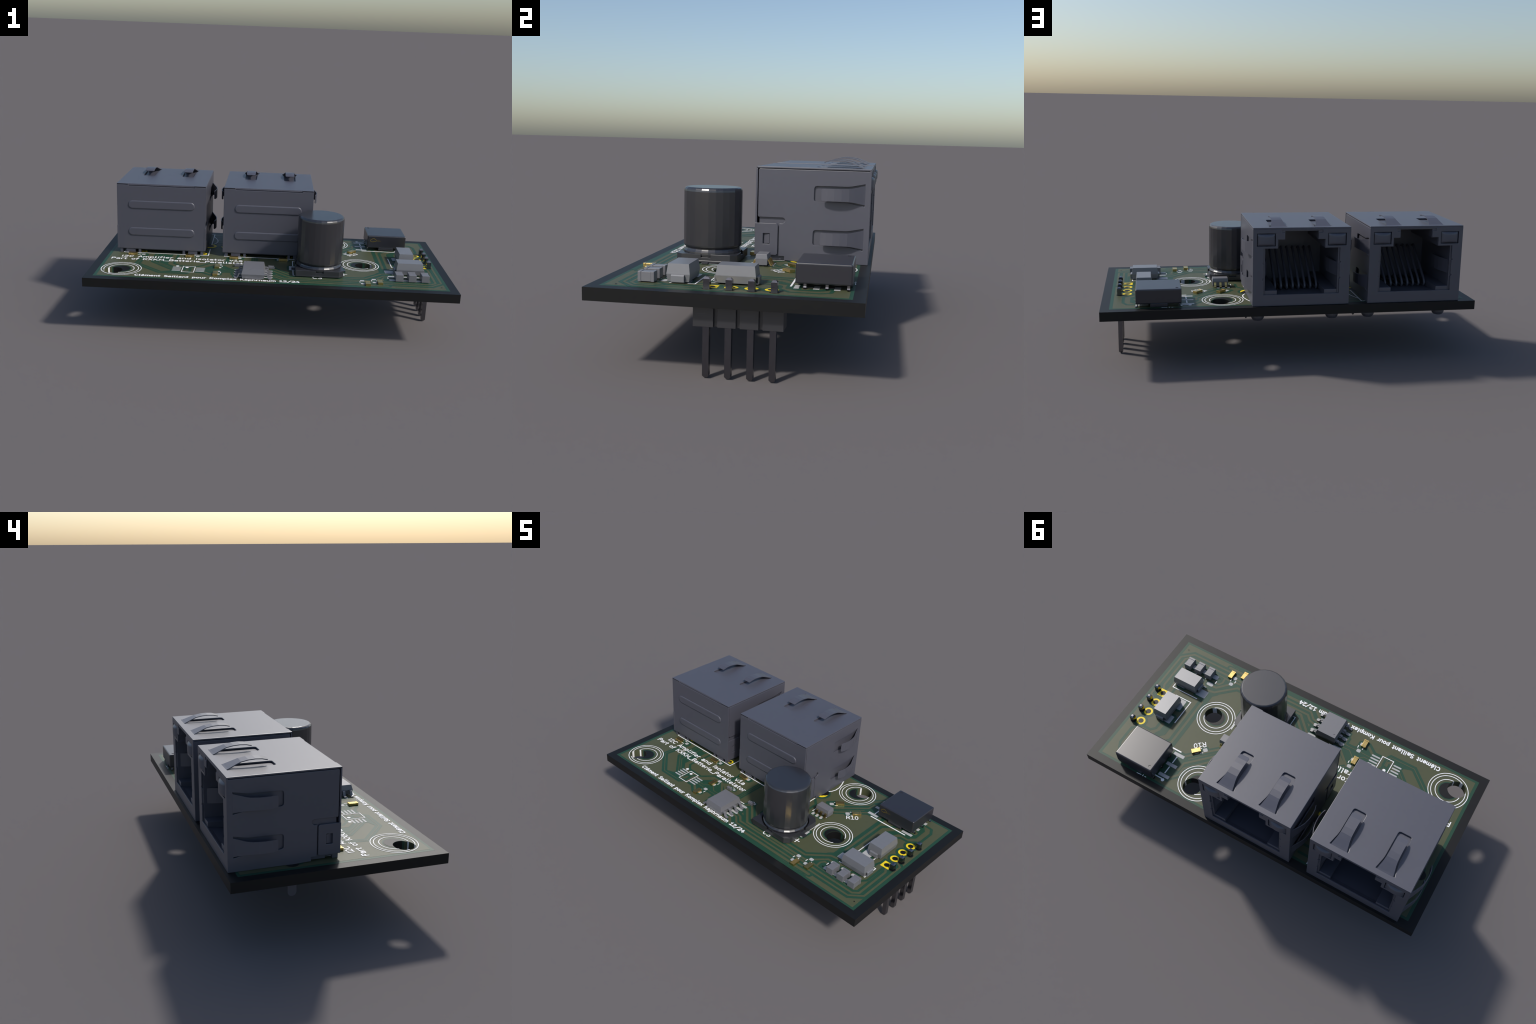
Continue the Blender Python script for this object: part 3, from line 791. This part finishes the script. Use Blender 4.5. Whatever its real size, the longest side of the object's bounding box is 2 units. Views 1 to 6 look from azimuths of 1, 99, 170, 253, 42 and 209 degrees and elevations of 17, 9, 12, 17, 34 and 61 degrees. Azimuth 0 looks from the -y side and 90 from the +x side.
# ------------------------------------------------------------------ converter block
def build_converter():
    cv = empty("converter", (0.705, 0.3415, 0), root)
    X, Y, Z0, Z1 = 0.1170, 0.1030, 0.3450, 0.4230
    g = Geo(); g.box(-X, X, -Y, Y, Z0, Z1)
    body = mesh_obj("converter_case", g.out(), "black", cv)
    b = body.modifiers.new("rounded_edges", "BEVEL"); b.width = 0.0065; b.segments = 4; b.limit_method = "ANGLE"
    g = Geo(); g.lathe([(0.0075, Z1 - 0.002), (0.0075, Z1 + 0.01)], -0.0950, 0.0790, 24)
    cut = mesh_obj("dimple_cutter", g.out(), "black", None); cut.location = (0.705, 0.3415, 0)
    bo = body.modifiers.new("dimple", "BOOLEAN"); bo.object = cut; bo.operation = "DIFFERENCE"
    bake(body, cut)
    g = Geo(); g.box(-0.0460, 0.0430, -Y + 0.0006, -Y + 0.024, T + 0.003, Z0 + 0.004)
    g.box(-0.0460, 0.0430, Y - 0.024, Y - 0.0006, T + 0.003, Z0 + 0.004)
    mesh_obj("standoff", g.out(), "black", cv, bevel=0.003)
    for s in (-1, 1):
        for y in (-0.0680, 0.0120, 0.0895):
            prof = [(s * 0.1080, 0.3500), (s * 0.1090, 0.3360), (s * 0.1120, 0.3315), (s * 0.1210, 0.3305)]
            loops = [[(u, y - 0.0052, z), (u, y + 0.0052, z), (u - s * 0.005, y + 0.0052, z - 0.003), (u - s * 0.005, y - 0.0052, z - 0.003)] for u, z in prof]
            mesh_obj("lead", Geo().loft(loops).out(), "pin", cv)
    # small outlined cloud mark with two rows of dashes
    g = Geo()
    yf = -Y - 0.0004
    cloud = arc(-0.0885, 0.3920, 0.0105, 0.0085, 250, 100, 6) + arc(-0.0800, 0.3990, 0.0085, 0.0070, 150, 20, 6) + arc(-0.0705, 0.3925, 0.0080, 0.0065, 70, -80, 6) + arc(-0.0830, 0.3880, 0.0060, 0.0045, 30, -120, 5)
    def flat_line(pts, w, k=[0]):
        k[0] += 1
        for a, b in zip(pts, pts[1:]):
            d = (Vector(b) - Vector(a)).normalized(); n = Vector((-d.y, d.x)) * w / 2
            y = yf - 0.00002 * k[0]; k[0] += 1
            g.add([(a[0] + n.x, y, a[1] + n.y), (b[0] + n.x, y, b[1] + n.y), (b[0] - n.x, y, b[1] - n.y), (a[0] - n.x, y, a[1] - n.y)], [(0, 1, 2, 3)])
    flat_line(cloud + cloud[:1], 0.0026)
    for z, ln in ((0.3955, 4), (0.3895, 5)):
        for i in range(ln):
            flat_line([(-0.0600 + i * 0.0052, z), (-0.0570 + i * 0.0052, z)], 0.0016)
    mesh_obj("cloud_mark", g.out(), "logo", cv, kind="stuff")

def bake(o, cutter):
    """apply the modifiers of o and drop the cutter"""
    bpy.context.view_layer.update()
    dg = bpy.context.evaluated_depsgraph_get()
    me = bpy.data.meshes.new_from_object(o.evaluated_get(dg))
    o.modifiers.clear(); o.data = me
    bpy.data.objects.remove(cutter)
build_converter()

# ------------------------------------------------------------------ moulded packages
def moulded(hx, hy, tx, ty, z0, zm, z1):
    """half sizes at the parting line and at the top"""
    ring = lambda a, b, z: [(-a, -b, z), (a, -b, z), (a, b, z), (-a, b, z)]
    bx, by = hx - (hx - tx) * 0.8, hy - (hy - ty) * 0.8
    return Geo().loft([ring(bx, by, z0), ring(hx, hy, zm - 0.001), ring(hx, hy, zm + 0.001), ring(tx, ty, z1)])

def gull_wing(x0, zt, x1, x2, zb, half, th=0.0062):
    prof = [(x0, zt), (x1 - 0.006, zt), (x1, zt - 0.004), (x1 + 0.003, zb + 0.010), (x1 + 0.008, zb + 0.002), (x2, zb)]
    return sweep(prof, half, th, "y")

def build_chip(cx, cy):
    ch = empty("control_chip", (cx, cy, 0), root)
    body = mesh_obj("chip_package", moulded(0.0625, 0.0785, 0.0555, 0.0712, 0.3310, 0.3560, 0.3845).out(), "package", ch)
    g = Geo(); g.lathe([(0.0058, 0.3830), (0.0058, 0.3900)], -0.0435, 0.0530, 20)
    cut = mesh_obj("dimple_cutter", g.out(), "package", None); cut.location = (cx, cy, 0)
    bo = body.modifiers.new("dimple", "BOOLEAN"); bo.object = cut; bo.operation = "DIFFERENCE"
    bake(body, cut)
    for s in (-1, 1):
        for i in range(4):
            loops = gull_wing(0.055, 0.3585, 0.0800, 0.1010, 0.3335, 0.0068)
            y = -0.0610 + i * 0.0407
            vv = [[(s * px, py + y, pz) for px, py, pz in l] for l in loops]
            mesh_obj("chip_leg", Geo().loft(vv).out(), "package", ch)
build_chip(-0.0964, -0.3354)

def build_small_chip(cx, cy):
    ch = empty("regulator_chip", (cx, cy, 0), root)
    mesh_obj("chip_package", moulded(0.0450, 0.0262, 0.0425, 0.0230, 0.3325, 0.3590, 0.3782).out(), "package", ch, bevel=0.0008)
    for s in (-1, 1):
        for i in range(3):
            loops = gull_wing(0.0200, 0.3560, 0.0330, 0.0445, 0.3320, 0.0062, 0.0045)
            x = (i - 1) * 0.0305
            vv = [[(py + x, s * px, pz) for px, py, pz in l] for l in loops]
            mesh_obj("chip_leg", Geo().loft(vv).out(), "gold", ch)
build_small_chip(0.3520, 0.0425)

def build_diode(cx, cy, turned):
    d = empty("diode", (cx, cy, 0), root)
    def put(g):
        return ([(y, x, z) for x, y, z in g.v], g.f) if turned else (g.v, g.f)
    mesh_obj("diode_package", put(moulded(0.0750, 0.0443, 0.0697, 0.0392, 0.3325, 0.3600, 0.3988)), "moulding", d)
    for s in (-1, 1):
        prof = [(0.0700, 0.3590), (0.0810, 0.3590), (0.0845, 0.3555), (0.0845, 0.3330), (0.0800, 0.3290), (0.0600, 0.3290)]
        loops = [[(s * x, y, z) for x, y, z in l] for l in sweep(prof, 0.0245, 0.0055, "y")]
        mesh_obj("diode_lead", put(Geo().loft(loops)), "moulding", d, bevel=0.0008)
build_diode(0.7740, -0.1900, False)
build_diode(0.7805, 0.0200, True)

# ------------------------------------------------------------------ chip passives
def passive(hx, hy, z0, z1, end, step):
    """block along y: recessed middle between two end caps"""
    g = Geo()
    g.box(-hx + step, hx - step, -hy + end, hy - end, z0 + step, z1 - step)
    g.box(-hx, hx, -hy, -hy + end, z0, z1)
    g.box(-hx, hx, hy - end, hy, z0, z1)
    return g
def repeat(name, places, geo, mat, turn=0.0, bevel=0.0012):
    me = None
    for x, y in places:
        if me is None:
            o = mesh_obj(name, geo.out(), mat, root, bevel=bevel); me = o.data
        else:
            o = mesh_obj(name, me, mat, root, bevel=bevel)
        o.location = (x, y, 0); o.rotation_euler = (0, 0, turn)
repeat("protection_block", [(0.7020 + 0.0706 * i, -0.3078) for i in range(3)], passive(0.0207, 0.0312, 0.3288, 0.3672, 0.0125, 0.0012), "package")
res = passive(0.0133, 0.0255, 0.3265, 0.3400, 0.0090, 0.0007)
repeat("chip_resistor", RES_Y, res, "gold", 0.0, 0.0008)
repeat("chip_resistor", RES_X, res, "gold", math.pi / 2, 0.0008)
repeat("chip_resistor", RES_45, res, "gold", -math.pi / 4, 0.0008)
repeat("chip_capacitor", [(-0.191, -0.1945), (0.0, -0.2070)], passive(0.0085, 0.0165, 0.3275, 0.3440, 0.0050, 0.0007), "package", math.pi / 2, 0.0008)

# ------------------------------------------------------------------ pin header under the right end
def build_header():
    hd = empty("pin_header", (0.9105, 0, 0), root)
    y0, y1 = HEAD_Y[0] - 0.0406, HEAD_Y[-1] + 0.0406
    hw, c = 0.0400, 0.0065
    out = [(-hw, y0)]
    for i in range(3):
        ym = (HEAD_Y[i] + HEAD_Y[i + 1]) / 2
        out += [(-hw, ym - c * 1.1), (-hw + 0.013, ym - c), (-hw + 0.013, ym + c), (-hw, ym + c * 1.1)]
    out += [(-hw, y1), (hw, y1)]
    for i in reversed(range(3)):
        ym = (HEAD_Y[i] + HEAD_Y[i + 1]) / 2
        out += [(hw, ym + c * 1.05), (hw - 0.013, ym + c), (hw - 0.013, ym - c), (hw, ym - c * 1.05)]
    out += [(hw, y0)]
    mesh_obj("header_strip", filled([out], 0.1960, BOT - 0.0004), "header", hd, bevel=0.0012)
    a, ch = 0.0118, 0.0060
    sq = lambda h, z: [(-h, -h, z), (h, -h, z), (h, h, z), (-h, h, z)]
    pin = Geo().loft([sq(a - ch, 0.0), sq(a, 0.0085), sq(a, 0.3635), sq(a - ch, 0.3705)])
    me = None
    for y in HEAD_Y:
        o = mesh_obj("header_pin", pin.out() if me is None else me, "pin", hd, loc=(0, y, 0))
        me = o.data
build_header()
